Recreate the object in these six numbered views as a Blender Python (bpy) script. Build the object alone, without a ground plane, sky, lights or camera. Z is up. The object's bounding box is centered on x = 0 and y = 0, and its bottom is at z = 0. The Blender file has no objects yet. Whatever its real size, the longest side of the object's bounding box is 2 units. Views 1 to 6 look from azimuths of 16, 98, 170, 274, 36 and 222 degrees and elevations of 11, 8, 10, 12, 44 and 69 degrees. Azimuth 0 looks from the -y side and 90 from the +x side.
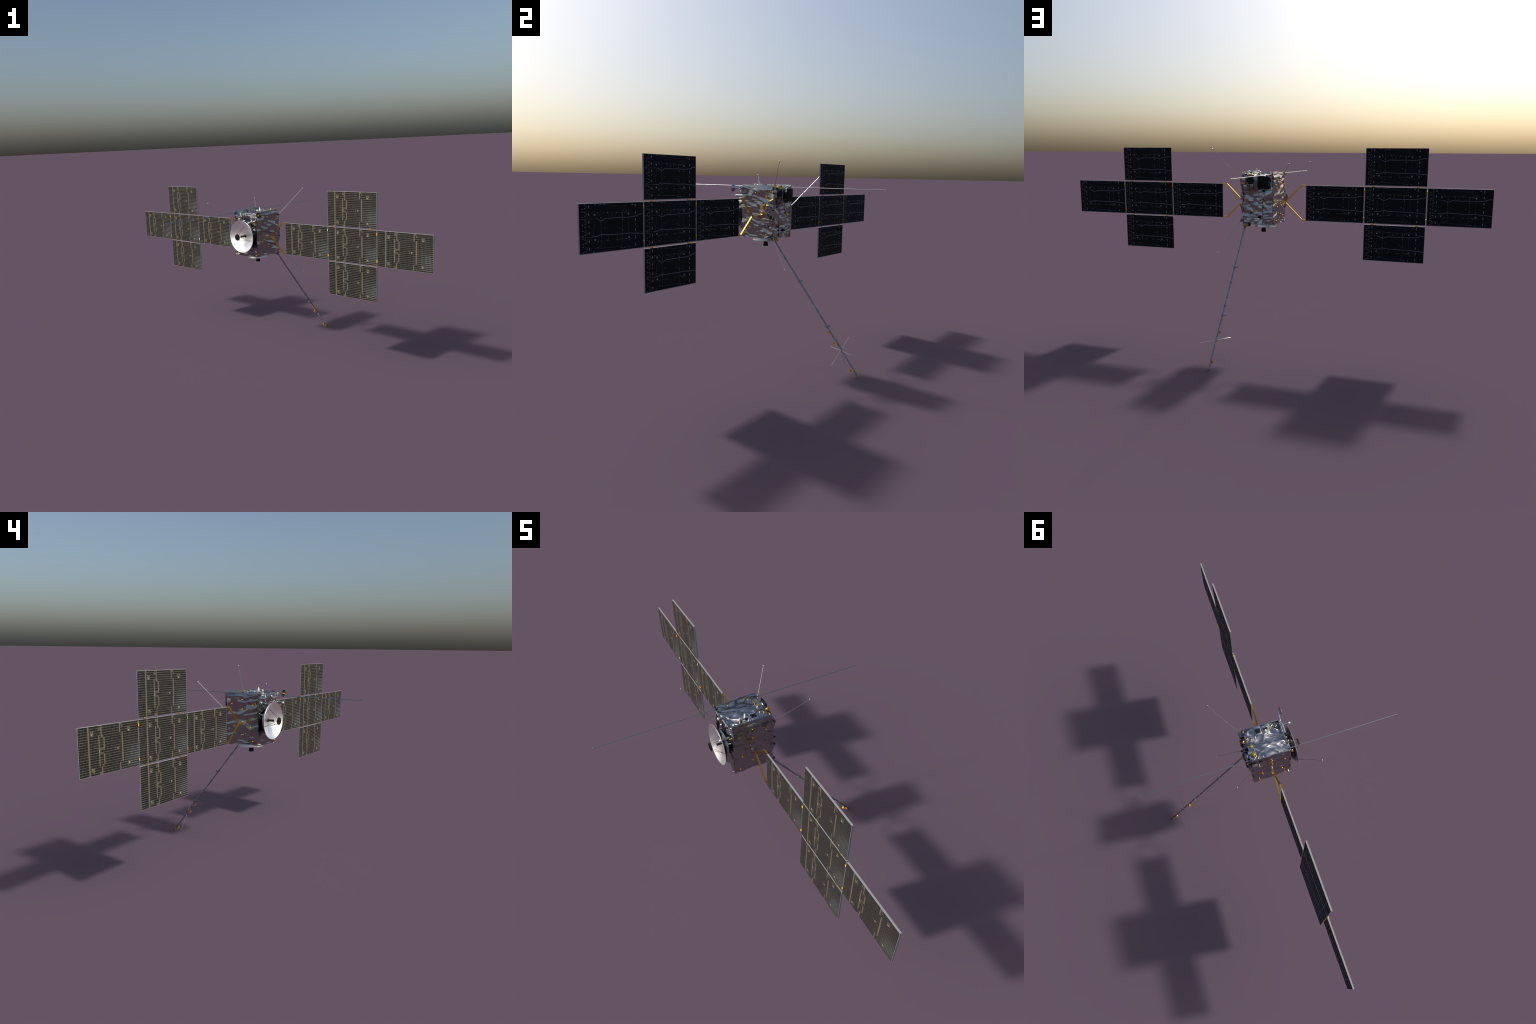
"""Deep-space probe: foil-wrapped bus, dish antenna, two cross-shaped solar wings,
instrument boom, dipole and probe antennas.  Everything is built in the probe's own frame
(x along the wings, y away from the dish, z up) under one Empty that is turned about z."""
import bpy, bmesh, math, random
from mathutils import Vector, Matrix, noise

random.seed(11)
D2R = math.pi / 180

# ------------------------------------------------------------------ materials
class Net:
    """small helper that writes node expressions"""
    def __init__(self, name):
        self.mat = bpy.data.materials.new(name)
        self.mat.use_nodes = True
        self.t = self.mat.node_tree
        self.bsdf = self.t.nodes["Principled BSDF"]
    def put(self, sock, v):
        if isinstance(v, bpy.types.NodeSocket):
            self.t.links.new(v, sock)
        elif isinstance(v, (tuple, list)):
            sock.default_value = (*v, 1.0) if len(v) == 3 and sock.type == "RGBA" else v
        else:
            sock.default_value = v
    def m(self, op, a, b=None, c=None):
        n = self.t.nodes.new("ShaderNodeMath"); n.operation = op
        for i, v in enumerate((a, b, c)):
            if v is not None:
                self.put(n.inputs[i], v)
        return n.outputs[0]
    def mix(self, f, a, b):
        n = self.t.nodes.new("ShaderNodeMix"); n.data_type = "RGBA"
        self.put(n.inputs["Factor"], f)
        self.put(n.inputs[6], a); self.put(n.inputs[7], b)
        return n.outputs[2]
    def coord(self):
        n = self.t.nodes.new("ShaderNodeTexCoord")
        return n.outputs["Object"]
    def xyz(self, v):
        n = self.t.nodes.new("ShaderNodeSeparateXYZ"); self.put(n.inputs[0], v)
        return n.outputs
    def noise(self, vec, scale, detail=3.0, rough=0.55):
        n = self.t.nodes.new("ShaderNodeTexNoise")
        self.put(n.inputs["Vector"], vec); n.inputs["Scale"].default_value = scale
        n.inputs["Detail"].default_value = detail; n.inputs["Roughness"].default_value = rough
        return n.outputs["Fac"]
    def ramp(self, f, lo, hi):
        n = self.t.nodes.new("ShaderNodeMapRange")
        self.put(n.inputs["Value"], f)
        n.inputs["From Min"].default_value, n.inputs["From Max"].default_value = lo, hi
        return n.outputs[0]
    def bump(self, h, strength, dist):
        n = self.t.nodes.new("ShaderNodeBump")
        n.inputs["Strength"].default_value = strength; n.inputs["Distance"].default_value = dist
        self.put(n.inputs["Height"], h); self.t.links.new(n.outputs[0], self.bsdf.inputs["Normal"])
    def set(self, **kw):
        for k, v in kw.items():
            self.put(self.bsdf.inputs[k.replace("_", " ")], v)
        return self.mat


def simple(name, col, metal=0.0, rough=0.5, grain=0.12, scale=90.0, bump=0.0, spec=0.5):
    n = Net(name)
    f = n.noise(n.coord(), scale)
    lo = tuple(c * (1 - grain) for c in col); hi = tuple(min(1, c * (1 + grain)) for c in col)
    n.set(Base_Color=n.mix(f, lo, hi), Metallic=metal, Roughness=rough, Specular_IOR_Level=spec)
    if bump:
        n.bump(n.noise(n.coord(), scale * 4), bump, 0.001)
    return n.mat


FOIL = simple("crinkled_silver_foil", (0.385, 0.38, 0.378), 1.0, 0.15, 0.08, 60)
FOIL_DULL = simple("dull_grey_foil", (0.21, 0.215, 0.22), 1.0, 0.24, 0.15, 80)
FOIL_ROOF = simple("bright_roof_foil", (0.44, 0.44, 0.442), 1.0, 0.21, 0.08, 60)
SILVER = simple("bright_silver", (0.72, 0.72, 0.73), 1.0, 0.16, 0.05)
MIRROR = simple("mirror_radiator", (0.93, 0.93, 0.94), 1.0, 0.05, 0.02)
GOLD = simple("gold_plating", (0.95, 0.54, 0.045), 1.0, 0.27, 0.06, 120)
BLACK = simple("black_coating", (0.006, 0.006, 0.007), 0.0, 0.6, 0.2, spec=0.2)
CHAR = simple("charcoal_composite", (0.02, 0.02, 0.021), 0.0, 0.5, 0.2, spec=0.3)
DISHM = simple("white_metallic_reflector", (0.97, 0.97, 0.97), 1.0, 0.42, 0.02, 40)
RINGM = simple("brushed_ring_metal", (0.82, 0.83, 0.84), 1.0, 0.36, 0.05)
WHITE = simple("white_paint", (0.82, 0.83, 0.85), 0.0, 0.4, 0.03)
RODM = simple("grey_rod_metal", (0.46, 0.465, 0.475), 1.0, 0.30, 0.06)
WRAP = simple("boom_wrap_foil", (0.36, 0.36, 0.37), 1.0, 0.16, 0.45, 30, 0.3)
EDGE = simple("grey_panel_edge", (0.29, 0.29, 0.295), 0.0, 0.55, 0.05)
BACKM = simple("black_carbon_back", (0.0085, 0.0095, 0.013), 0.0, 0.6, 0.25, 200, spec=0.12)
CABLE = simple("pale_grey_cable", (0.19, 0.195, 0.235), 0.0, 0.5, 0.15, 200)
THINW = simple("brown_thin_wire", (0.085, 0.07, 0.05), 0.0, 0.6, 0.2, 200)
TAG = simple("pale_grey_tag", (0.21, 0.21, 0.22), 0.0, 0.6, 0.1, 200)
TAN = simple("tan_bus_strip", (0.135, 0.117, 0.080), 0.0, 0.55, 0.14, 160)
OLIVE = simple("olive_patch", (0.085, 0.080, 0.048), 0.0, 0.6, 0.12, 160)
PALE = simple("pale_contact", (0.30, 0.29, 0.22), 0.0, 0.5, 0.1, 200)

PW, PH, PT = 0.2980, 0.1814, 0.0072       # solar panel width, height, thickness


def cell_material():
    """dark cells with pale gaps: 20 rows, 44 columns, painted glint brightening the gaps near the lower right corner"""
    n = Net("solar_cells")
    x, y, z = n.xyz(n.coord())
    def gap(v, size, count, w):
        s = n.m("MULTIPLY", n.m("ADD", v, size / 2), count / size)
        fr = n.m("ABSOLUTE", n.m("SUBTRACT", n.m("FRACT", s), 0.5))
        return n.m("GREATER_THAN", fr, 0.5 - w), n.m("FLOOR", s)
    row, ri = gap(z, PH, 20, 0.065)
    col, ci = gap(x, PW, 44, 0.055)
    drow, _ = gap(z, PH, 20, 0.115)
    dcol, _ = gap(x, PW, 44, 0.17)
    comb = n.t.nodes.new("ShaderNodeCombineXYZ"); n.put(comb.inputs[0], ci); n.put(comb.inputs[1], ri)
    wn = n.t.nodes.new("ShaderNodeTexWhiteNoise"); wn.noise_dimensions = "2D"; n.put(wn.inputs["Vector"], comb.outputs[0])
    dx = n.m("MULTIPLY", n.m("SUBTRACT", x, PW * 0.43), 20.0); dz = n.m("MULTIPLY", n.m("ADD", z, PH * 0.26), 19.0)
    glint = n.m("POWER", 2.718, n.m("MULTIPLY", n.m("ADD", n.m("MULTIPLY", dx, dx), n.m("MULTIPLY", dz, dz)), -1.0))  # baked-in shine: a glint painted into the cell and gap colours
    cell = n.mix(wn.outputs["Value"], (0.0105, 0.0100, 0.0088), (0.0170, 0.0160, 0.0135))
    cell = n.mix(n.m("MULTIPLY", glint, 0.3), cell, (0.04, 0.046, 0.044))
    patch = n.ramp(n.noise(n.coord(), 40.0), 0.35, 0.7)
    rowc = n.mix(patch, (0.075, 0.073, 0.058), (0.15, 0.146, 0.115))
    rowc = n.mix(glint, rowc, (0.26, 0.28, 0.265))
    c = n.mix(n.m("MULTIPLY", col, 0.28), cell, rowc)
    c = n.mix(n.m("MULTIPLY", row, 0.8), c, rowc)
    dots = n.m("MULTIPLY", drow, dcol)
    dotc = n.mix(patch, (0.135, 0.131, 0.106), (0.235, 0.228, 0.188))
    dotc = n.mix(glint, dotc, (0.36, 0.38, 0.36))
    c = n.mix(dots, c, dotc)
    n.set(Base_Color=c, Roughness=0.42, Specular_IOR_Level=0.3)
    return n.mat


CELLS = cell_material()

# ------------------------------------------------------------------ geometry helpers
ROOT = bpy.data.objects.new("space_probe", None)
bpy.context.collection.objects.link(ROOT)
ROOT.location = (0.0, -0.0248, 0.0)
ROOT.rotation_euler = (0, 0, -28.02 * D2R)
ROOT["label"] = "silver foil space probe with dish and cross-shaped solar wings"
ROOT["category"] = "space probe"


def frame(d):
    d = Vector(d).normalized()
    up = Vector((0, 0, 1)) if abs(d.z) < 0.95 else Vector((1, 0, 0))
    a = d.cross(up).normalized()
    return a, a.cross(d).normalized(), d


class Build:
    """collects solids into one mesh"""
    def __init__(self):
        self.bm = bmesh.new(); self.mi = 0
    def face(self, vs):
        try:
            f = self.bm.faces.new(vs); f.material_index = self.mi; return f
        except ValueError:
            return None
    def box(self, x0, x1, y0, y1, z0, z1, bevel=0.0, mat=None):
        before = set(self.bm.faces)
        r = bmesh.ops.create_cube(self.bm, size=1.0)
        for v in r["verts"]:
            v.co = Vector(((x0 + x1) / 2 + v.co.x * (x1 - x0), (y0 + y1) / 2 + v.co.y * (y1 - y0), (z0 + z1) / 2 + v.co.z * (z1 - z0)))
            if mat is not None:
                v.co = mat @ v.co
        if bevel:
            es = {e for v in r["verts"] for e in v.link_edges}
            bmesh.ops.bevel(self.bm, geom=list(es), offset=bevel, segments=2, affect="EDGES", profile=0.5)
        for f in set(self.bm.faces) - before:
            f.material_index = self.mi
        return self
    def lathe(self, base, axis, prof, seg=24, closed=True):
        """prof: (radius, distance along axis)"""
        a, b, d = frame(axis); base = Vector(base); rings = []
        for r, h in prof:
            if r < 1e-7:
                rings.append([self.bm.verts.new(base + d * h)])
            else:
                rings.append([self.bm.verts.new(base + d * h + (a * math.cos(t) + b * math.sin(t)) * r)
                              for t in (2 * math.pi * k / seg for k in range(seg))])
        for p, q in zip(rings, rings[1:]):
            for k in range(seg):
                k2 = (k + 1) % seg
                if len(p) == 1 and len(q) == 1: continue
                if len(p) == 1: self.face([p[0], q[k], q[k2]])
                elif len(q) == 1: self.face([p[k], p[k2], q[0]])
                else: self.face([p[k], p[k2], q[k2], q[k]])
        if closed:
            for rg in (rings[0], rings[-1]):
                if len(rg) > 2: self.face(rg)
        return self
    def rod(self, p, q, r, r2=None, seg=10):
        p, q = Vector(p), Vector(q)
        return self.lathe(p, q - p, [(r, 0), (r if r2 is None else r2, (q - p).length)], seg)
    def ball(self, c, r, seg=12):
        n = 7
        return self.lathe(c, (0, 0, 1), [(r * math.sin(math.pi * k / n) if 0 < k < n else 0, -r * math.cos(math.pi * k / n)) for k in range(n + 1)], seg)
    def bar(self, p, q, w, h=None):
        """square bar, w across, h in the other direction"""
        h = h or w; p, q = Vector(p), Vector(q); a, b, d = frame(q - p); L = (q - p).length
        m = Matrix((( a.x, b.x, d.x, p.x), (a.y, b.y, d.y, p.y), (a.z, b.z, d.z, p.z), (0, 0, 0, 1)))
        return self.box(-w / 2, w / 2, -h / 2, h / 2, 0, L, mat=m)
    def tube(self, pts, r, seg=6):
        """round cable through points"""
        pts = [Vector(p) for p in pts]; rings = []
        for i, p in enumerate(pts):
            d = pts[min(i + 1, len(pts) - 1)] - pts[max(i - 1, 0)]
            a, b, _ = frame(d)
            rings.append([self.bm.verts.new(p + (a * math.cos(t) + b * math.sin(t)) * r) for t in (2 * math.pi * k / seg for k in range(seg))])
        for p, q in zip(rings, rings[1:]):
            for k in range(seg):
                self.face([p[k], p[(k + 1) % seg], q[(k + 1) % seg], q[k]])
        self.face(rings[0]); self.face(rings[-1])
        return self
    def mesh(self, name, mats, angle=32):
        bmesh.ops.recalc_face_normals(self.bm, faces=self.bm.faces)
        for e in self.bm.edges:
            if len(e.link_faces) == 2 and e.calc_face_angle(0) > angle * D2R:
                e.smooth = False
        for f in self.bm.faces:
            f.smooth = True
        me = bpy.data.meshes.new(name)
        self.bm.to_mesh(me); self.bm.free()
        for m in (mats if isinstance(mats, (list, tuple)) else [mats]):
            me.materials.append(m)
        return me
    def obj(self, name, mats, parent=None, angle=32, loc=None):
        return link(name, self.mesh(name, mats, angle), parent, loc)


def link(name, me, parent=None, loc=None):
    o = bpy.data.objects.new(name, me)
    bpy.context.collection.objects.link(o)
    o.parent = parent or ROOT
    if loc: o.location = loc
    return o


# ------------------------------------------------------------------ crinkled foil
def ridged(x, y, s):
    return 1.0 - 2.0 * abs(noise.noise(Vector((x, y, s))))


def crinkle(a, b, seed, ang, gain=1.0, long=0.16, short=0.032, spread=0.75):
    """height of foil folds: long slanting folds in two directions plus fine wrinkles"""
    w = Vector((a * 16, b * 16, seed))
    a += 0.010 * noise.noise(w); b += 0.010 * noise.noise(w + Vector((7.7, 3.1, 0)))
    h = 0.0
    for k, (an, ln, sh, amp, crease) in enumerate(((ang, long, short, 0.0040, 0), (ang - spread, long * 0.85, short * 0.9, 0.0040, 1),
                                                   (ang - 0.6 * spread, long * 0.5, short * 0.5, 0.0010, 1), (ang + 1.1 * spread, long * 0.4, short * 0.8, 0.0011, 1))):
        c, s = math.cos(an), math.sin(an)
        p, q = (a * c + b * s) / ln, (-a * s + b * c) / sh
        v = noise.noise(Vector((p, q, seed + 5.3 * k)))
        h += amp * (0.5 - (v * v + 0.004) ** 0.5 * 1.6 if crease else v)
    h += 0.0014 * noise.noise(Vector((a * 9, b * 11, seed + 40)))
    return h * gain


def foil_sheet(name, org, ea, eb, en, a0, a1, b0, b1, seed, ang, low=None, high=None, shape=None, top=None, step=0.0013, gain=1.0, depth=0.005,
               spread=0.75, mat=None, long=0.16, short=0.032, parent=None):
    """crinkled sheet: a along ea, b along eb, normal en.  low(a): lower edge b; shape(a, b): extra standing-off"""
    org, ea, eb, en = map(Vector, (org, ea, eb, en))
    na, nb = max(4, round((a1 - a0) / step)), max(4, round((b1 - b0) / step))
    bm = bmesh.new(); grid = []
    for j in range(nb + 1):
        line = []
        for i in range(na + 1):
            a = a0 + (a1 - a0) * i / na
            lo = low(a) if low else b0
            b = lo + ((top(a) if top else b1) - lo) * j / nb
            if high: a = a0 + (high(b) - a0) * i / na
            h = crinkle(a, b, seed, ang, gain, long, short, spread) + (shape(a, b) if shape else 0)
            line.append(bm.verts.new(org + ea * a + eb * b + en * h))
        grid.append(line)
    for j in range(nb):
        for i in range(na):
            bm.faces.new((grid[j][i], grid[j][i + 1], grid[j + 1][i + 1], grid[j + 1][i]))
    rim = grid[0] + [l[-1] for l in grid[1:]] + grid[-1][-2::-1] + [l[0] for l in grid[-2:0:-1]]
    back = [bm.verts.new(v.co - en * (depth + (v.co - org).dot(en))) for v in rim]
    bm.faces.new(back)
    for k in range(len(rim)):
        k2 = (k + 1) % len(rim)
        f = bm.faces.new((rim[k], back[k], back[k2], rim[k2]))
        for e in f.edges: e.smooth = True
    for k in range(len(rim)):
        e = bm.edges.get((rim[k], rim[(k + 1) % len(rim)]))
        if e: e.smooth = False
    bmesh.ops.recalc_face_normals(bm, faces=bm.faces)
    for f in bm.faces: f.smooth = True
    me = bpy.data.meshes.new(name); bm.to_mesh(me); bm.free(); me.materials.append(mat or FOIL)
    return link(name, me, parent)


def profile(points):
    """piecewise-linear function through (x, y) points"""
    points = sorted(points)
    def f(x):
        if x <= points[0][0]: return points[0][1]
        for (x0, y0), (x1, y1) in zip(points, points[1:]):
            if x <= x1:
                t = (x - x0) / (x1 - x0); t = t * t * (3 - 2 * t)
                return y0 + (y1 - y0) * t
        return points[-1][1]
    return f


# ------------------------------------------------------------------ bus
bus = Build()
bus.box(-0.082, 0.082, -0.086, 0.088, 0.612, 0.785, 0.001)
bus.box(-0.0815, 0.0815, -0.0855, 0.080, 0.70, 0.836, 0.001)
bus.box(-0.006, 0.080, 0.060, 0.0975, 0.775, 0.846, 0.002)
BUS = bus.obj("bus", FOIL_DULL)

SEED_PX = 27.4
lean = lambda a, b: -0.0055 * max(0.0, (b - 0.850) / 0.022) ** 1.0
edge_bulge = profile([(-0.09, 0.0), (0.08, 0.0), (0.105, -0.002)])
low_px = profile([(-0.092, 0.608), (-0.047, 0.6085), (-0.012, 0.614), (0.048, 0.608), (0.075, 0.612), (0.104, 0.632)])
high_px = profile([(.612, .090), (.624, .107), (.640, .100), (.662, .095), (.690, .105), (.708, .110), (.735, .107), (.752, .110), (.765, .103), (.80, .102), (.818, .108), (.840, .112), (.846, .096), (.872, .0955)])
foil_sheet("foil_blanket", (0.0855, 0, 0), (0, 1, 0), (0, 0, 1), (1, 0, 0), -0.090, 0.103, 0.608, 0.8715, SEED_PX, 0.40, low_px, high_px, lean, parent=BUS)
low_mx = profile([(-0.094, 0.610), (-0.070, 0.607), (-0.048, 0.6165), (0.0, 0.611), (0.022, 0.610), (0.046, 0.614), (0.066, 0.601), (0.095, 0.607)])
foil_sheet("foil_blanket", (-0.0855, 0, 0), (0, 1, 0), (0, 0, 1), (-1, 0, 0), -0.094, 0.096, 0.60, 0.8725, 8.4, 0.46, low_mx, None, lean, parent=BUS)
# three strips on the instrument side, the middle one standing proud
for x0, x1, off, sd in ((0.0215, 0.081, 0.0, 1.2), (-0.0268, 0.0210, 0.0025, 2.9), (-0.084, -0.0273, 0.0005, 5.5)):
    foil_sheet("foil_blanket", (0, 0.0935 + off, 0), (1, 0, 0), (0, 0, 1), (0, 1, 0), x0, x1, 0.612, 0.783, sd, 0.24, None, None, None, long=0.085, short=0.024, spread=0.5, parent=BUS)
# dish side: plain lower part, swelling band at the top
front_top = profile([(-.085, .850), (-.078, .846), (-.035, .842), (-.020, .845), (-.012, .866), (.062, .867), (.085, .864)])
band = lambda a, b: 0.007 * max(0.0, 1 - ((b - 0.846) / 0.022) ** 2) ** 0.5 * min(1.0, max(0.25, (a + .02) / .02)) if abs(b - 0.846) < 0.022 else 0.0
foil_sheet("foil_blanket", (0, -0.0890, 0), (1, 0, 0), (0, 0, 1), (0, -1, 0), -0.0845, 0.0845, 0.606, 0.868, 12.7, 0.2, None, None, band, front_top, parent=BUS)
# top deck, stepping down toward the instrument side
ease = lambda x: (lambda t: t * t * (3 - 2 * t))(min(1.0, max(0.0, x)))
def roof(a, b):
    """sagging roof sheet: high roll at the dish edge, trough along the far side"""
    roll = 0.024 * ease((-0.074 - b) / 0.014) * ease((a + 0.020) / 0.012)
    return roll - 0.016 * ease((0.03 - b) / 0.13) + 0.003 * ease((a - 0.01) / 0.03) - 0.003 * ease((-a - 0.045) / 0.03)
foil_sheet("foil_blanket", (0, 0, 0.8585), (1, 0, 0), (0, 1, 0), (0, 0, 1), -0.082, 0.082, -0.090, 0.090, 16.3, 1.45, None, None, roof, gain=2.2, long=0.15, short=0.032, spread=0.55, depth=0.018, mat=FOIL_ROOF, parent=BUS)
for y0, y1, zt, sd in ((-.093, -.007, .8705, 31.0), (.010, .094, .8755, 33.0)):
    foil_sheet("foil_blanket", (-0.0785, 0, 0), (0, 1, 0), (0, 0, 1), (1, 0, 0), y0, y1, 0.838, zt, sd, 0.1, None, None, lambda a, b: 0.010 * (0.866 - b) / 0.028, gain=0.8, long=0.12, short=0.018, spread=0.3, depth=0.003, mat=FOIL_ROOF, parent=BUS)
foil_sheet("foil_blanket", (0, 0, 0.6085), (1, 0, 0), (0, 1, 0), (0, 0, -1), -0.082, 0.082, -0.088, 0.090, 21.0, 0.3, gain=0.6, parent=BUS)
# raised lips along the top edges
lip = Build()
lip.box(-0.0840, -0.0800, -0.094, -0.006, 0.838, 0.8712, 0.0006)
lip.box(-0.0840, -0.0800, 0.009, 0.095, 0.838, 0.8765, 0.0006)
lip.box(0.0790, 0.0835, -0.088, 0.095, 0.838, 0.8725, 0.0006)
lip.obj("top_lip", FOIL, BUS)

# gold stand-off buttons
b = Build(); b.lathe((0, 0, -0.002), (0, 0, 1), [(0.0022, 0), (0.0022, 0.0030), (0.0031, 0.0038), (0.0034, 0.0052), (0.0028, 0.0068), (0.0016, 0.0078), (0, 0.0082)], 14)
BTN = b.mesh("standoff_button", GOLD)
spots = [(0, .833), (.063, .810), (-.063, .810), (0, .787), (.050, .697), (-.050, .697), (0, .657), (.0655, .628), (-.0655, .628)]
def button(loc, nrm):
    o = link("standoff_button", BTN); o.location = loc
    o.rotation_euler = Vector(nrm).to_track_quat("Z", "Y").to_euler()
for sx in (1, -1):
    for y, z in spots:
        h = 0.0865 + 0.0015
        button((sx * h, y + 0.002 * random.uniform(-1, 1), z + 0.001 * random.uniform(-1, 1)), (sx, 0, 0))
for x, y, z in ((-0.0035, .099, .770), (-0.0035, .099, .678), (.0578, .0955, .7405), (.0585, .0955, .6265), (-.077, .096, .617)):
    button((x, y, z), (0, 1, 0))
for x, z in ((.079, .6165), (-.079, .6165)):
    button((x, -.0915, z), (0, -1, 0))
for x, y, z in ((-.0705, .037, .8665), (-.0715, -.041, .8610), (-.085, -.099, .8715), (.074, .088, .8700)):
    g = Build(); g.bar((x - .010, y, z + .003), (x + .001, y, z), .005, .002); g.lathe((x, y, z), (0, 0, 1), [(.002, 0), (.002, .004), (0, .005)], 10)
    g.obj("gold_clamp", GOLD)

g = Build(); g.box(-.0875, -.0825, -.1020, -.0920, .8560, .8715, .0006); g.obj("corner_bracket", FOIL)
# dark clamps on the vertical edges
clamp = Build(); clamp.box(-.004, .004, -.003, .003, -.0035, .0035, .0008); clamp.lathe((0, 0, 0), (0, 1, 0), [(.0022, 0), (.0022, .006)], 10)
CL = clamp.mesh("edge_clamp", CHAR)
for p in ((.087, .104, .834), (.087, .104, .751), (.087, .104, .707), (.087, .104, .624), (-.086, .093, .7655), (-.086, .093, .6825), (-.086, -.093, .770), (-.086, -.093, .687)):
    link("edge_clamp", CL, None, p)

# launch adapter ring and engine nozzle
r = Build()
r.lathe((0, 0, 0.5895), (0, 0, 1), [(.0645, 0), (.0660, .0), (.0668, .002), (.0655, .006), (.0650, .027), (.0600, .027), (.0600, .004), (.0645, .0)], 72, False)
r.lathe((0, 0, 0.594), (0, 0, 1), [(0, 0), (.061, 0), (.061, .014), (0, .014)], 72, False)
r.obj("adapter_ring", RINGM)
r = Build()
r.lathe((0, 0, 0.560), (0, 0, 1), [(.0135, 0), (.0125, .006), (.0112, .014), (.0098, .022), (.0090, .034), (.0080, .034), (.0095, .018), (.0125, 0.0005), (.0135, 0)], 32, False)
r.lathe((0, 0, 0.584), (0, 0, 1), [(0, 0), (.009, 0), (.009, .020), (0, .020)], 24, False)
r.obj("engine_nozzle", BLACK)

# mirror radiators
for x0, x1, y0, y1, z0, z1 in ((-.0895, -.086, .0700, .0914, .8182, .8340),):
    Build().box(x0, x1, y0, y1, z0, z1, .0004).obj("mirror_radiator", MIRROR)
Build().box(-.0805, -.0610, .084, .0905, .7835, .7990, .0004).obj("mirror_radiator", MIRROR)
Build().box(-.0800, -.0690, .084, .0905, .8285, .8478, .0004).obj("mirror_radiator", MIRROR)

# ------------------------------------------------------------------ main dish
DC = 0.7292
dish = Build()
k, v0, R = 3.92, 0.0972, 0.0937
fr = [(R * i / 22, v0 + k * (R * i / 22) ** 2) for i in range(23)]
bk_ = [(R * i / 22, v0 - 0.0030 + k * (R * i / 22) ** 2) for i in range(22, -1, -1)]
dish.lathe((0, 0, DC), (0, -1, 0), fr + [(R + .0006, fr[-1][1] - .0006), (R, fr[-1][1] - .0012)], 96, False)
DISH = dish.obj("main_dish", DISHM)
Build().lathe((0, 0, DC), (0, -1, 0), [(R, fr[-1][1] - .0012)] + bk_, 96, False).obj("dish_back_shell", FOIL, DISH)
back = Build()
back.lathe((0, 0, DC), (0, -1, 0), [(.058, .1075), (.060, .100), (.056, .096), (.030, .094), (.028, .084)], 48, False)
for t in (30, 150, 270):
    c, s = math.cos(t * D2R), math.sin(t * D2R)
    back.rod((.055 * c, -.104, DC + .055 * s), (.066 * c, -.085, DC + .066 * s), .004)
back.rod((.040, -.100, DC + .030), (.060, -.086, DC + .055), .0035)
back.obj("dish_mount", FOIL_ROOF, DISH)
feed = Build()
feed.lathe((0, 0, DC), (0, -1, 0), [(.0085, .0960), (.0085, .1020), (.0056, .1060), (.0054, .1210), (.0062, .1215), (.0062, .1235), (.0045, .1240), (.0050, .1290), (.0068, .1320), (.0, .1318)], 24, False)
feed.obj("feed_horn", BLACK, DISH)
sub = Build()
sub.lathe((0, 0, DC), (0, -1, 0), [(0, .1595), (.008, .1600), (.0190, .1606), (.0202, .1625), (.0190, .1655), (.010, .1662), (0, .1665)], 8, False)
sub.obj("subreflector", BLACK, DISH, angle=20)
st = Build()
for ax, az in ((0.0, .0520), (.0452, -.0258), (-.0452, -.0258)):
    rr = math.hypot(ax, az); q = (ax * 1.02, -(v0 + k * rr * rr) - .0005, DC + az * 1.02)
    t0 = math.atan2(az, ax)
    st.ball(q, .0018, 8)
    m_ = Vector(q).lerp(Vector((.0165 * math.cos(t0), -.1620, DC + .0165 * math.sin(t0))), .16)
    st.rod(q, m_, .0013)
    for s in (-.75, .75):
        st.rod(m_, (.0170 * math.cos(t0 + s), -.1620, DC + .0170 * math.sin(t0 + s)), .00065, seg=6)
st.obj("support_strut", CHAR, DISH)

# ------------------------------------------------------------------ small steerable dish
md = Build()
c = (.1301, 0, .8563)
md.lathe(c, (0, -1, 0), [(0, .1085), (.006, .1090), (.013, .1112), (.0185, .1145), (.0192, .1147), (.0188, .1132), (.013, .1094), (.006, .1072), (.004, .1060), (0, .1060)], 36, False)
MD = md.obj("small_dish", RODM)
mi = Build()
mi.lathe(c, (0, -1, 0), [(0, .1092), (.006, .1097), (.013, .1119), (.0178, .1148), (0, .1093)], 36, False)
mi.obj("dish_lining", BLACK, MD)
mg = Build()
mg.lathe(c, (0, -1, 0), [(.0035, .109), (.0045, .112), (.0030, .116), (0, .117)], 12, False)
for t in (60, 180, 300):
    cc, ss = math.cos(t * D2R), math.sin(t * D2R)
    mg.rod((c[0] + .011 * cc, -.1115, c[2] + .011 * ss), (c[0], -.121, c[2]), .0009)
mg.ball((c[0], -.121, c[2]), .0022)
mg.obj("dish_feed", GOLD, MD)
ma = Build()
ma.rod((.1301, -.107, .8563), (.1180, -.1030, .8560), .0040)
ma.rod((.1190, -.1035, .8560), (.0930, -.0985, .8550), .0026)
ma.lathe((.093, -.0985, .846), (0, 0, 1), [(.0055, 0), (.0060, .004), (.0045, .006), (.0045, .012), (.0060, .014), (.0055, .018)], 16)
ma.lathe((.080, -.0975, .8555), (1, 0, 0), [(.0045, 0), (.0045, .012), (.0055, .014)], 14)
ma.box(.083, .094, -.100, -.088, .826, .845, .001)
ma.box(.066, .080, -.102, -.090, .832, .846, .001)
ma.obj("dish_arm", SILVER, MD)

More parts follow.
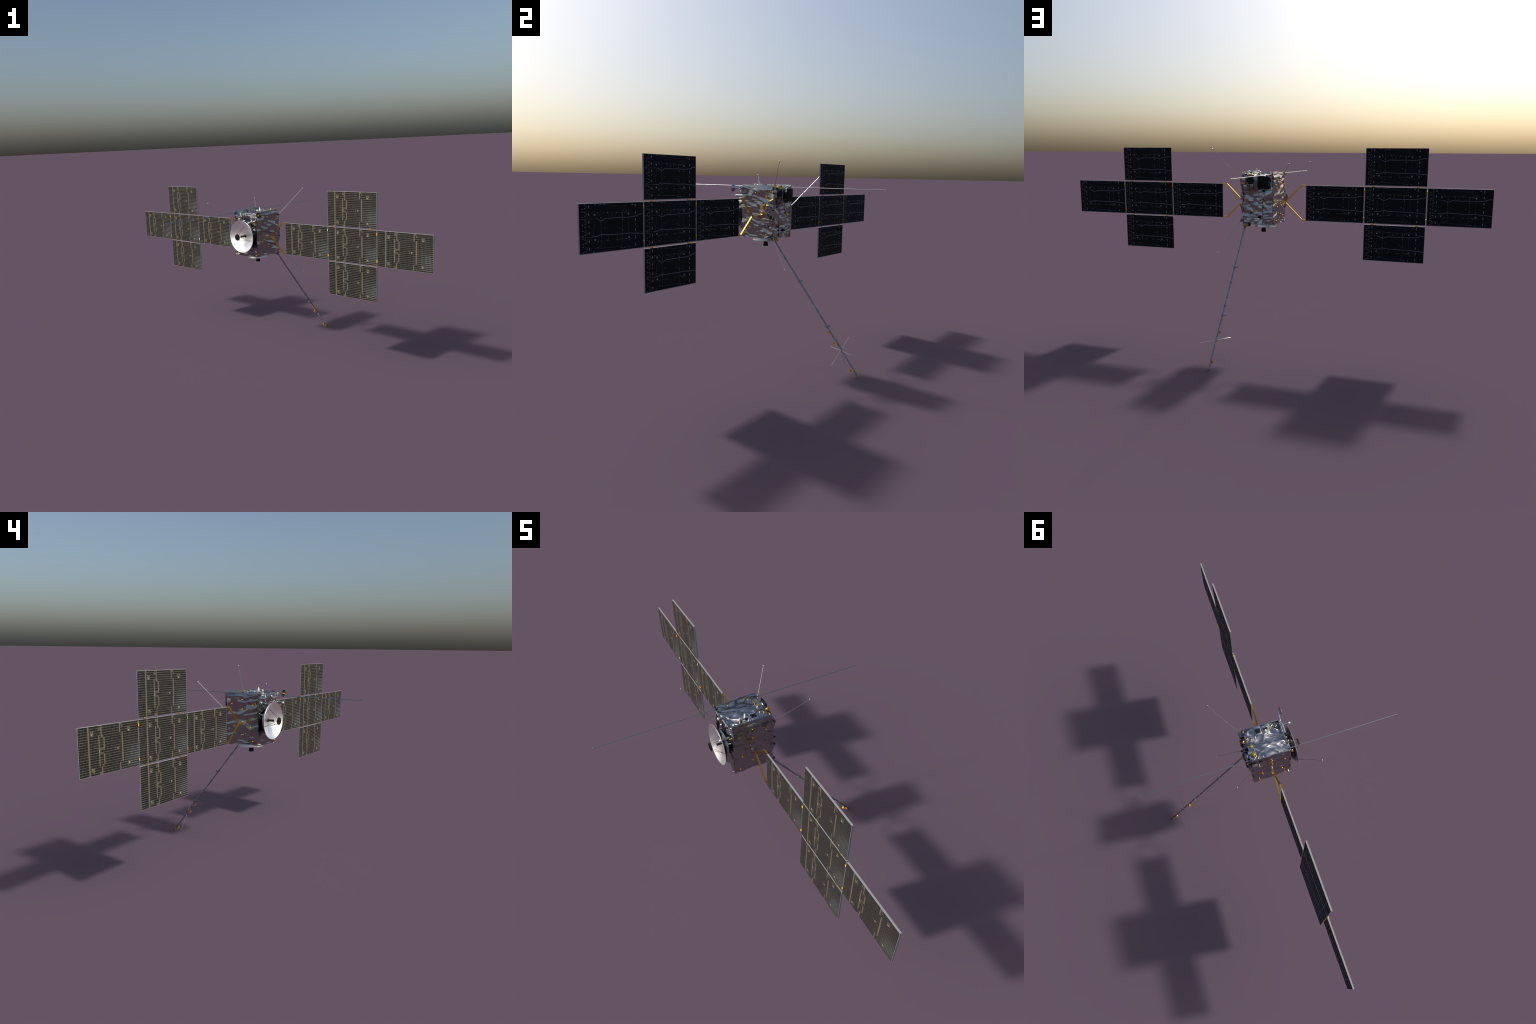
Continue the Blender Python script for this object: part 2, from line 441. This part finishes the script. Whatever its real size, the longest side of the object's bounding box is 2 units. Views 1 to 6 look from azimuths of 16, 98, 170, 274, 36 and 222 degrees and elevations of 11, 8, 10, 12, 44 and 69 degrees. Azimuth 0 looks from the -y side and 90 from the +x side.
# silver tube with a white tip beside the dish, and other fittings on the dish side
tb = Build(); tb.lathe((.0749, 0, .8155), (0, -1, 0), [(.0072, .084), (.0072, .100), (.0058, .101), (.0058, .1375), (.0050, .1378)], 20)
TB = tb.obj("sensor_tube", FOIL_ROOF)
tb = Build(); tb.lathe((.0749, 0, .8155), (0, -1, 0), [(.0040, .1370), (.0040, .1450), (.0032, .1462), (0, .1462)], 16)
tb.obj("sensor_tip", WHITE, TB)
g = Build(); g.rod((.072, -.0945, .806), (.082, -.0945, .806), .0022); g.rod((.082, -.0945, .799), (.082, -.0945, .812), .0018)
g.obj("gold_clamp", GOLD)
f = Build()
f.rod((-.080, -.0930, .8450), (-.035, -.0960, .8400), .0035, seg=14)
f.rod((.010, -.0985, .8615), (.062, -.0985, .8615), .0045, seg=14)
f.lathe((-.0307, -.0985, .838), (0, 0, 1), [(.0045, 0), (.0045, .020), (.003, .024), (.003, .029), (0, .031)], 14)
f.box(-.030, -.022, -.101, -.088, .822, .848, .001)
f.box(-.013, -.007, -.099, -.088, .820, .862, .001)
f.box(.050, .062, -.102, -.090, .823, .842, .001)
f.lathe((-.055, -.088, .818), (0, -1, 0), [(.010, 0), (.010, .008), (.007, .012)], 16)
f.lathe((-.020, -.088, .813), (0, -1, 0), [(.006, 0), (.006, .010), (.004, .013)], 14)
f.lathe((.035, -.090, .848), (0, -1, 0), [(.005, 0), (.005, .009), (.003, .011)], 14)
f.lathe((.070, -.090, .858), (0, -1, 0), [(.004, 0), (.004, .010), (0, .012)], 12)
f.obj("pipe_fitting", SILVER)
f = Build(); f.lathe((-.079, -.083, .6135), (0, -1, 0), [(.0045, 0), (.0045, .012), (.0060, .018), (.0050, .018), (.003, .012)], 14)
f.lathe((-.068, -.084, .6120), (0, -1, 0), [(.0040, 0), (.0040, .010), (.0055, .015), (.0045, .015), (.003, .010)], 14)
f.obj("thruster", SILVER)
f = Build(); f.lathe((0.083, -.083, .609), (0, 0, -1), [(.0035, 0), (.0035, .002), (.0050, .006), (.0042, .006), (.003, .002)], 12)
f.lathe((-0.083, -.086, .612), (-1, 0, -.3), [(.0035, 0), (.0035, .003), (.0052, .008), (.0042, .008), (.003, .003)], 12)
f.obj("thruster", SILVER)

# ------------------------------------------------------------------ top deck equipment
t = Build(); t.box(.036, .080, .0060, .0370, .842, .8742, .0010); TB1 = t.obj("sensor_box", SILVER)
t = Build(); t.box(.0435, .0670, .0095, .0345, .8735, .8752, .0004); t.box(.050, .0665, .0365, .0372, .866, .8735); t.obj("sensor_window", BLACK, TB1)
t = Build(); t.box(.038, .078, -.0330, .0010, .842, .8690, .0010)
t.lathe((.066, -.024, .871), (0, 0, 1), [(.0045, 0), (.0045, .004), (.0032, .006)], 14); t.lathe((.070, -.006, .871), (0, 0, 1), [(.0040, 0), (.0040, .003), (.003, .004)], 14)
TB2 = t.obj("sensor_box", SILVER)
t = Build(); t.box(.052, .061, -.0260, -.0040, .8710, .8722, .0003); t.obj("sensor_window", BLACK, TB2)
t = Build()
t.lathe((.0450, -.0127, .862), (0, 0, 1), [(.0060, -.018), (.0060, .009), (.0052, .0095), (.0036, .0245), (.0022, .0250)], 20)
WC = t.obj("cone_antenna", WHITE)
t = Build(); t.ball((.0450, -.0130, .8898), .0022); t.lathe((.0450, -.0127, .871), (0, 0, 1), [(.0066, 0), (.0066, .0012)], 16); t.obj("antenna_cap", GOLD, WC)
t = Build(); t.lathe((.0466, -.0362, .862), (0, 0, 1), [(.0050, -.018), (.0050, .009), (.0055, .010), (.0028, .0170), (.0018, .0180)], 16); W2 = t.obj("cone_antenna", SILVER)
t = Build(); t.lathe((.0466, -.0362, .8798), (0, 0, 1), [(.0022, 0), (.0022, .0020), (0, .0026)], 12); t.lathe((.053, -.040, .866), (0, 0, 1), [(.003, -.02), (.003, .006), (0, .007)], 12); t.obj("antenna_cap", GOLD, W2)
for x, y, z in ((.0309, .0651, .8668), (.0409, .0806, .8672)):
    t = Build(); t.lathe((x, y, z - .014), (0, 0, 1), [(.0036, .0085), (.0036, .013), (.0044, .0132), (.0044, .0146), (.0034, .0146), (.0034, .0115), (0, .0115)], 20, False)
    o = t.obj("gold_rimmed_tube", GOLD); t = Build(); t.lathe((x, y, z - .026), (0, 0, 1), [(.0042, 0), (.0042, .020), (.0036, .0215)], 18); t.obj("tube_barrel", SILVER, o)
    t = Build(); t.lathe((x, y, z - .002), (0, 0, 1), [(.00335, 0), (.00335, .0012), (0, .0012)], 18, False); t.obj("tube_aperture", BLACK, o)
for x, y, z, rd in ((-.0428, .0762, .8612, .0092), (-.0053, .0749, .8690, .0074)):
    t = Build(); t.lathe((x, y, z - .013), (0, 0, 1), [(rd * .62, -.009), (rd * .62, .007), (rd * .95, .0095), (rd * .95, .0118)], 24); o = t.obj("disc_stand", SILVER)
    t = Build(); t.lathe((x, y, z - .0014), (0, 0, 1), [(rd, 0), (rd, .0018), (rd * .8, .0024), (0, .0026)], 28); t.obj("gold_disc", GOLD, o)
t = Build(); t.lathe((.0290, .1035, .8620), (.55, .45, .35), [(.0092, -.002), (.0092, .0012), (.0070, .0020), (0, .0022)], 24); t.obj("gold_disc", GOLD)
# small deck fittings: foil-wrapped boxes, harness ridges and gold dots
fit = Build()
for x, y, w, d, h in ((-.066, .060, .010, .007, .012), (-.050, .052, .006, .010, .009), (-.022, .058, .009, .006, .010), (.010, .052, .006, .008, .009), (.060, .058, .009, .010, .012),
                      (.066, .048, .006, .004, .014), (.030, .044, .007, .005, .008), (-.070, .020, .005, .008, .008), (.070, -.050, .007, .009, .016), (.062, -.068, .010, .006, .014), (.024, .086, .006, .006, .012)):
    fit.box(x - w / 2, x + w / 2, y - d / 2, y + d / 2, .836, .8500 + h, .0010)
for pts in ([(-.072, .082, .861), (-.06, .066, .862), (-.02, .066, .862), (.012, .070, .863), (.016, .045, .862), (.034, .040, .866)], [(.070, -.080, .866), (.074, -.045, .866), (.072, -.034, .868)], [(.072, .040, .866), (.070, .066, .868), (.050, .072, .866)]):
    fit.tube(pts, .0018, 8)
fit.obj("deck_fitting", FOIL)
for x, y, z in ((.066, .048, .8645), (.062, -.068, .8645), (-.066, .060, .8625), (.024, .086, .8625), (.060, .061, .8625), (-.022, .058, .8605)):
    g = Build(); g.lathe((x, y, z - .001), (0, 0, 1), [(.0024, 0), (.0024, .0018), (0, .0026)], 12); g.obj("gold_clamp", GOLD)
# ------------------------------------------------------------------ instrument side
i = Build()
i.lathe((-.0365, .070, .826), (0, 1, 0), [(.0235, 0), (.0235, .030), (.0275, .036), (.0275, .0465)], 28)
i.box(-.056, -.016, .066, .098, .800, .851, .002)
SCR = i.obj("instrument", FOIL_DULL)
i = Build(); i.box(-.0643, -.0087, .1150, .1190, .7922, .8568, .0018); i.obj("radiator_plate", BLACK, SCR)
i = Build()
i.lathe((-.030, .088, .848), (0, 0, 1), [(.010, 0), (.010, .006), (.008, .008)], 20); i.lathe((-.052, .090, .844), (0, 0, 1), [(.009, 0), (.009, .008), (.007, .010)], 20)
i.lathe((-.066, .092, .846), (0, 0, 1), [(.008, 0), (.008, .008), (.006, .011)], 20)
i.obj("instrument_housing", SILVER, SCR)
i = Build()
i.box(-.066, -.0585, .080, .100, .8305, .855, .001); i.box(-.0695, -.062, .090, .104, .795, .802, .001)
i.obj("instrument_bracket", CHAR, SCR)
i = Build()
i.lathe((.0352, .090, .8325), (0, 1, 0), [(.0150, 0), (.0185, .010), (.0190, .0215), (.0160, .0215), (.013, .012), (0, .012)], 6, False)
I2 = i.obj("instrument", CHAR, angle=20)
i = Build(); i.lathe((.0352, .1115, .8325), (0, 1, 0), [(0, 0.0005), (.0175, .0005), (.0175, -.004), (0, -.004)], 6, False); i.obj("radiator_plate", BLACK, I2, angle=20)
i = Build(); i.box(.018, .052, .070, .096, .818, .850, .002); i.box(.055, .075, .070, .100, .832, .858, .002)
i.lathe((.064, .085, .856), (0, 0, 1), [(.007, 0), (.008, .006), (.006, .010)], 18); i.lathe((.022, .100, .852), (0, 0, 1), [(.006, 0), (.006, .008), (.004, .010)], 16)
i.box(-.004, .016, .072, .106, .800, .856, .002)
i.box(.020, .050, .080, .104, .786, .816, .002)
i.obj("instrument_housing", FOIL_DULL, I2)
# two gold-rimmed viewing tubes and their struts
for (x, y, z), ax, rd in (((.0440, .1000, .8095), (0, 1, -.15), .0052), ((.0229, .0930, .7860), (0, 1, -.1), .0050)):
    i = Build(); i.lathe((x, y, z), ax, [(rd * .8, -.012), (rd * .85, .013)], 18); o = i.obj("viewing_tube", FOIL_DULL)
    a_ = Vector(ax).normalized(); e = Vector((x, y, z)) + a_ * .013
    i = Build(); i.lathe(e, ax, [(rd * .72, 0), (rd, 0), (rd, .0022), (rd * .72, .0022), (rd * .72, 0)], 20, False); i.obj("gold_rim", GOLD, o)
    i = Build(); i.lathe(e, ax, [(0, .0006), (rd * .72, .0006), (rd * .7, -.002), (0, -.002)], 16, False); i.obj("tube_aperture", BLACK, o)
i = Build()
for p, q in (((.044, .100, .806), (.030, .104, .790)), ((.040, .098, .800), (.026, .100, .770)), ((.030, .104, .790), (.024, .100, .786)), ((.050, .098, .812), (.040, .103, .768))):
    i.rod(p, q, .0020, seg=8)
i.box(.028, .040, .096, .104, .785, .797, .001); i.box(.034, .046, .095, .101, .762, .772, .001)
i.obj("tube_bracket", FOIL_DULL)
i = Build(); i.box(.060, .083, .086, .1085, .812, .850, .002); i.box(.058, .078, .086, .098, .786, .812, .002)
i.obj("corner_box", FOIL)
i = Build(); i.box(.066, .078, .1080, .1098, .8150, .8185, .0004); i.rod((.076, .091, .8700), (.071, .091, .874), .002); i.obj("gold_clamp", GOLD)
# small boxes low on the instrument side
i = Build(); i.lathe((-.0103, .094, .6430), (0, 1, .25), [(.0085, 0), (.0055, .014), (.0040, .014), (.004, .004), (0, .004)], 4, False); i.obj("shade_cone", BLACK, angle=20)  # added black cone, stands in for a dark triangle of shadow and reflection
i = Build(); i.box(-.0160, -.0065, .097, .1120, .6310, .6420, .0006); i.box(-.0200, -.0100, .095, .1010, .6150, .6230, .0006); i.obj("sun_sensor", MIRROR)
i = Build(); i.lathe((-.0285, .097, .735), (0, 1, 0), [(.0025, 0), (.0025, .006)], 10); i.rod((-.033, .098, .724), (-.036, .104, .733), .0014); i.rod((-.040, .098, .724), (-.036, .104, .733), .0014); i.obj("gold_clamp", GOLD)
i = Build(); i.lathe((-.030, .095, .737), (0, 1, 0), [(.004, 0), (.004, .006)], 10); i.lathe((.036, .095, .668), (0, 1, 0), [(.004, 0), (.004, .005)], 8); i.obj("vent_port", CHAR)

# ------------------------------------------------------------------ solar wings
def panel_meshes():
    w, h, t = PW / 2, PH / 2, PT / 2
    core = Build(); core.box(-w, w, -t, t, -h, h, .0004)
    core = core.mesh("solar_panel", EDGE, 20)
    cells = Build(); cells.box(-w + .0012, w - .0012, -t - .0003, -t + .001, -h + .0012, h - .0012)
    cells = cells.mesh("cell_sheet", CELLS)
    rear = Build(); rear.box(-w + .0010, w - .0022, t - .001, t + .0003, -h + .0022, h - .0010)
    rear = rear.mesh("rear_skin", BACKM)
    # face coordinates 0..1 (left to right seen from the front, bottom to top)
    def front(bld, x0, z0, x1, z1, proud=.0006):
        x0, x1 = sorted((x0, x1)); z0, z1 = sorted((z0, z1))
        bld.box(-w + x0 * PW, -w + x1 * PW, -t - proud, -t + .0005, -h + z0 * PH, -h + z1 * PH)
    tan, olv, pal = Build(), Build(), Build()
    for q in ((.149, .007, .171, .993), (.356, .76, .373, .99), (.314, .17, .331, .802), (.395, .51, .414, .76), (.394, .21, .412, .42), (.353, .01, .369, .165),
              (.662, .80, .679, .992), (.697, .945, .706, .990), (.709, .895, .718, .945), (.699, .175, .720, .806), (.657, .01, .672, .170), (.708, .02, .716, .067),
              (.192, .810, .200, .902), (.230, .803, .239, .90), (.191, .067, .199, .167), (.230, .065, .238, .165), (.590, .462, .597, .510), (.646, .462, .653, .508),
              (.806, .800, .813, .896), (.843, .798, .851, .895), (.802, .075, .808, .172), (.839, .072, .847, .165), (.313, .908, .320, .950), (.330, .95, .337, .99),
              (.345, .452, .352, .512), (.003, .93, .009, .99)):
        front(tan, *q)
    for q in ((.320, .907, .356, .945), (.373, .762, .395, .800), (.331, .512, .395, .552), (.331, .420, .395, .455), (.369, .169, .395, .213), (.314, .01, .353, .065),
              (.200, .850, .230, .900), (.813, .850, .843, .893), (.205, .067, .230, .115), (.680, .94, .696, .985), (.86, .985, .93, .995)):
        front(olv, *q, .0005)
    for q in ((.203, .812, .220, .842), (.814, .803, .834, .835), (.621, .462, .634, .497), (.814, .108, .831, .150), (.201, .115, .215, .150), (.316, .455, .329, .492)):
        front(pal, *q, .0008)
    tan, olv, pal = tan.mesh("bus_strip", TAN), olv.mesh("wiring_patch", OLIVE), pal.mesh("contact_pad", PALE)
    # rear side
    def P(x, z, off=.0008): return (-w + x * PW, t + off, -h + z * PH)
    cab, thin, tag = Build(), Build(), Build()
    c1 = [(.993, .699), (.833, .699), (.76, .694), (.736, .690), (.700, .652), (.682, .646), (.66, .650), (.625, .684), (.604, .691), (.504, .688), (.352, .692), (.254, .686), (.150, .697), (.118, .708), (.080, .733), (.018, .743)]
    c2 = [(.984, .344), (.825, .334), (.755, .336), (.729, .344), (.695, .370), (.679, .374), (.66, .368), (.62, .356), (.582, .352), (.492, .350), (.383, .345), (.222, .348), (.159, .333), (.066, .327), (.011, .307)]
    for c in (c1, c2):
        cab.tube([P(*p, .0001) for p in c if p[0] < .83], .00115); thin.tube([P(*p, .0002) for p in c if p[0] > .75], .0006)
    for c in ([(.71, .985), (.71, .939), (.690, .86), (.679, .835), (.678, .727), (.682, .648), (.682, .523), (.679, .374), (.677, .24), (.679, .177), (.698, .129), (.735, .11), (.78, .099), (.801, .02)],
              [(.301, .985), (.296, .929), (.319, .867), (.35, .819), (.353, .727), (.349, .572), (.353, .425), (.346, .262), (.349, .16), (.36, .105), (.40, .09), (.55, .08), (.73, .10)],
              [(.202, .72), (.200, .78), (.223, .814), (.268, .827), (.294, .799), (.33, .785), (.40, .795), (.443, .800), (.50, .806), (.583, .801), (.66, .80)],
              [(.80, .74), (.815, .78), (.794, .826), (.745, .824), (.706, .756), (.700, .70)], [(.775, .66), (.78, .55), (.795, .45), (.797, .36)], [(.252, .66), (.258, .55), (.252, .45), (.250, .37)],
              [(.316, .25), (.287, .235), (.25, .21), (.20, .24)], [(.586, .24), (.57, .28), (.57, .33)], [(.44, .24), (.455, .28), (.455, .33)], [(.44, .24), (.33, .25)], [(.586, .24), (.69, .25), (.72, .245), (.74, .22), (.76, .20)],
              [(.82, .33), (.83, .28), (.80, .24)], [(.62, .96), (.50, .94), (.40, .925), (.31, .93)], [(.57, .79), (.57, .72)], [(.455, .79), (.455, .72)]):
        thin.tube([P(*p, .0001) for p in c], .00055, 6)
    def plate(x, z, dx, dz, off=.0007):
        p = P(x, z); tag.box(p[0] - dx, p[0] + dx, t - .0002, t + off, p[2] - dz, p[2] + dz)
    for z in (.936, .788, .633, .412, .254, .095):
        plate(.858, z, .0019, .0052); plate(.137, z - .003, .0019, .0052)
    plate(.859, .539, .0017, .0021); plate(.137, .530, .0017, .0021)
    for z in (.893, .840, .735, .690, .580, .465, .358, .310, .201, .151, .042): plate(.947, z, .0024, .0014)
    for z in (.973, .907, .825, .754, .668, .601, .538, .446, .377, .289, .220, .131, .062): plate(.911, z, .0024, .0014)
    for z in (.941, .788, .631, .415, .257, .101): plate(.890, z, .0012, .0014)
    for x, z in ((.763, .975), (.583, .801), (.443, .799), (.36, .781), (.32, .782), (.291, .799), (.729, .808), (.679, .704), (.353, .727), (.345, .643), (.35, .425), (.679, .333),
                 (.586, .24), (.441, .239), (.316, .25), (.287, .235), (.731, .233), (.735, .109), (.253, .059), (.801, .03)):
        plate(x, z, .0014, .0019, .0016)
    plate(.189, .952, .0032, .0016)
    for k in range(3):                           # little rows of unreadable lettering
        plate(.690 - k * .011, .972, .0012, .0010, .0005); plate(.640 - k * .011, .968, .0012, .0010, .0005)
        plate(.378 - k * .011, .062, .0012, .0010, .0005); plate(.330 - k * .011, .058, .0012, .0010, .0005)
    for x, z in ((.775, .772), (.252, .764), (.775, .270), (.249, .266)):
        tag.lathe(P(x, z, -.0003), (0, 1, 0), [(.0042, 0), (.0042, .0016), (.0030, .0022), (0, .0022)], 16)
    brn = Build()
    for x, z, dx, dz in ((.515, .755, .0035, .005), (.63, .50, .004, .0022), (.40, .47, .004, .0022)):
        p = P(x, z); brn.box(p[0] - dx, p[0] + dx, t - .0002, t + .0005, p[2] - dz, p[2] + dz)
    brn = brn.mesh("label_patch", simple("dark_brown_patch", (.03, .017, .010), 0, .6))
    return core, [("cell_sheet", cells), ("rear_skin", rear), ("bus_strip", tan), ("wiring_patch", olv), ("contact_pad", pal),
                  ("power_cable", cab.mesh("power_cable", CABLE)), ("signal_wire", thin.mesh("signal_wire", THINW)), ("cable_tag", tag.mesh("cable_tag", TAG)), ("label_patch", brn)]


CORE, SKINS = panel_meshes()
hv = Build(); hv.box(-.0028, .0028, -.0050, .0040, -.0062, .0062, .0006); hv.lathe((0, -.003, -.0062), (0, 0, 1), [(.0022, 0), (.0022, .0124)], 12)
hv.rod((-.0035, .004, .002), (.0035, .004, .002), .0012); hv.rod((-.0035, .004, -.0015), (.0035, .004, -.0015), .0012)
for zz in (.0042, 0, -.0042): hv.lathe((-.0032, -.0052, zz), (1, 0, 0), [(.0019, 0), (.0024, .0008), (.0024, .0056), (.0019, .0064)], 12)
HV = hv.mesh("panel_hinge", GOLD)
hh = Build(); hh.box(-.0066, .0066, -.0032, .0030, -.0036, .0036, .0006); hh.lathe((-.0066, .0, 0), (1, 0, 0), [(.0034, 0), (.0034, .0132)], 12)
HH = hh.mesh("panel_hinge", GOLD)
ZM, ZU, ZL = .7174, .9048, .5300
for sx in (1, -1):
    for cx, cz in ((.3790, ZM), (.6803, ZM), (.9817, ZM), (.6803, ZU), (.6803, ZL)):
        p = link("solar_panel", CORE, None, (sx * cx, 0, cz))
        for nm, me in SKINS:
            o = link(nm, me, p)
            if nm in ("cable_tag", "bus_strip", "wiring_patch", "contact_pad", "signal_wire"): o["kind"] = "stuff"
    for x in (.5297, .8310):
        for z in (.7880, .6507): link("panel_hinge", HV, None, (sx * x, 0, z))
    for dx in (-.1085, .1080):
        for z in (.8112, .6237): link("panel_hinge", HH, None, (sx * .6803 + dx, 0, z))
    # forked gold yoke
    y = Build(); W = .0066
    for dz in (1, -1):
        y.bar((sx * .0880, 0, .7187 + dz * .0055), (sx * .1175, 0, .7187 + dz * .0035), .0042)
        y.bar((sx * .1170, 0, .7187), (sx * .2080, 0, .7187 + dz * .0880), W)
        y.bar((sx * .2050, 0, .7187 + dz * .0880), (sx * .2310, 0, .7187 + dz * .0880), W * .98, W * .92)
    y.box(sx * .1195 - .004, sx * .1195 + .004, -.0036, .0036, .7137, .7237, .0005)
    YK = y.obj("wing_yoke", GOLD)
    y = Build(); y.lathe((sx * .080, 0, .7187), (sx, 0, 0), [(.0085, 0), (.0085, .006), (.0060, .0065), (.0060, .0110), (.0035, .012)], 18)
    y.rod((sx * .088, 0, .7095), (sx * .088, 0, .7280), .0030)
    y.obj("yoke_pivot", SILVER, YK)

# ------------------------------------------------------------------ long dipole antenna
for x0, s, xe, ye in ((-.0700, 1, -.0721, .6205), (-.0690, -1, -.0660, -.6280)):
    d = Build(); d.rod((x0, s * .094, .8633), (xe, ye, .8633), .0017, .0017, seg=12); d.ball((xe, ye, .8633), .0020, 10)
    o = d.obj("dipole_antenna", RODM)
    d = Build(); d.box(x0 - .003, x0 + .003, *(sorted((s * .088, s * .097))), .8560, .8670, .001); d.lathe((x0, s * .096, .8633), (0, s, 0), [(.0028, 0), (.0028, .005), (.002, .008)], 12)
    d.obj("antenna_root", FOIL_DULL, o)

# ------------------------------------------------------------------ four thin probe antennas
for root, tip in (((.0880, .1050, .8385), (.1938, .2102, .9882)), ((-.0880, .0960, .7700), (-.1950, .1949, .9189)),
                  ((-.0880, -.0950, .7740), (-.1948, -.2010, .9233)), ((.0880, .1050, .6240), (.1610, .2322, .4767))):
    a_, b_ = Vector(root), Vector(tip); m_ = a_.lerp(b_, .43)
    d = Build(); d.rod(a_, m_, .0012, seg=8); d.rod(m_, b_, .0010, seg=8); d.lathe(m_ - (b_ - a_).normalized() * .003, b_ - a_, [(.0015, 0), (.0015, .006)], 10)
    o = d.obj("probe_antenna", RODM)
    d = Build(); d.ball(b_, .0034); d.obj("probe_tip", SILVER, o)

# ------------------------------------------------------------------ instrument boom
B0, B1 = Vector((.0655, .0990, .6040)), Vector((.0600, .5862, .0032))
def boom(tt): return B0.lerp(B1, tt)
bd = (B1 - B0).normalized(); ba, bb, _ = frame(bd)
bm_ = Build(); prof = []
n, seg = 420, 14
rings = []
for i_ in range(n + 1):
    tt = i_ / n; c = boom(tt)
    rings.append([bm_.bm.verts.new(c + (ba * math.cos(w) + bb * math.sin(w)) * (.0038 + .0011 * noise.noise(Vector((math.cos(w) * 1.4, math.sin(w) * 1.4, tt * 34))) + .0002 * noise.noise(Vector((math.cos(w) * 2, math.sin(w) * 2, tt * 110)))))
                  for w in (2 * math.pi * k_ / seg for k_ in range(seg))])
for p, q in zip(rings, rings[1:]):
    for k_ in range(seg): bm_.face([p[k_], p[(k_ + 1) % seg], q[(k_ + 1) % seg], q[k_]])
bm_.face(rings[0]); bm_.face(rings[-1])
BOOM = bm_.obj("instrument_boom", WRAP, angle=60)
j = Build()
for tt in (.318, .652):
    c = boom(tt); j.lathe(c - bd * .008, bd, [(.0055, 0), (.0062, .003), (.0062, .013), (.0055, .016)], 14)
    j.rod(c + Vector((.002, 0, 0)), c + Vector((-.0150, 0, .001)), .0034); j.lathe(c + Vector((-.0150, 0, .001)), (-1, 0, 0), [(.0044, 0), (.0044, .0035)], 12)
for tt in (.14, .43, .535, .59, .71, .865):
    c = boom(tt); j.rod(c, c + Vector((-.0090, .001, .001)), .0019); j.lathe(c - bd * .003, bd, [(.0050, 0), (.0050, .006)], 12)
c = boom(.815); j.lathe(c - bd * .008, bd, [(.0052, 0), (.0066, .004), (.0066, .012), (.0052, .016)], 14)
c = boom(.985); j.lathe(c, bd, [(.0046, 0), (.0050, .006), (.0046, .0115), (.002, .0120)], 12)
j.obj("boom_joint", WRAP, BOOM)
j = Build()
j.box(.048, .076, .084, .108, .5995, .6130, .0015); j.rod((.066, .098, .602), (.0655, .112, .588), .0055)
j.obj("boom_hinge", FOIL_DULL, BOOM)
j = Build(); j.lathe((.054, .104, .6045), (0, .9, -.4), [(.0048, 0), (.0048, .010), (.0034, .010), (.003, .006)], 14); j.box(.066, .070, .106, .110, .5985, .6105, .0006)
j.rod((.060, .109, .612), (.060, .110, .599), .0014); j.rod((.046, .090, .599), (.058, .094, .598), .003); j.obj("gold_clamp", GOLD, BOOM)
j = Build(); j.box(.042, .054, .080, .100, .5990, .6120, .001); j.obj("hinge_block", CHAR, BOOM)
def gold_box(c, s):
    g = Build(); m = Matrix.Translation(Vector(c)) @ Vector(bd).to_track_quat("Z", "X").to_matrix().to_4x4()
    g.box(-s, s, -s, s, -s * 1.15, s * 1.15, s * .15, mat=m); g.obj("gold_sensor", GOLD, BOOM)
gold_box((.0600, .4612 - .003, .1435 - .004), .0046); gold_box((.0618, .5520, .0250), .0050); gold_box((.0608, .5760, .0085), .0038); gold_box((.0632, .4240, .1875), .0028); gold_box((.0625, .433, .1840), .0034)
# three crossed rods near the tip
CC = Vector((.0639, .4926, .1107))
for v in ((.0432, .0765, .0060), (.0515, .0030, .0735), (-.0705, .0070, .0540)):
    v = Vector(v); g = Build(); g.rod(CC - v, CC + v, .0007, seg=8); g.ball(CC + v, .0011, 8); g.ball(CC - v, .0011, 8)
    g.obj("cross_rod", RODM, BOOM)
g = Build(); g.ball(CC, .0050, 12); g.rod(CC, boom(.815), .0030); g.obj("rod_hub", SILVER, BOOM)
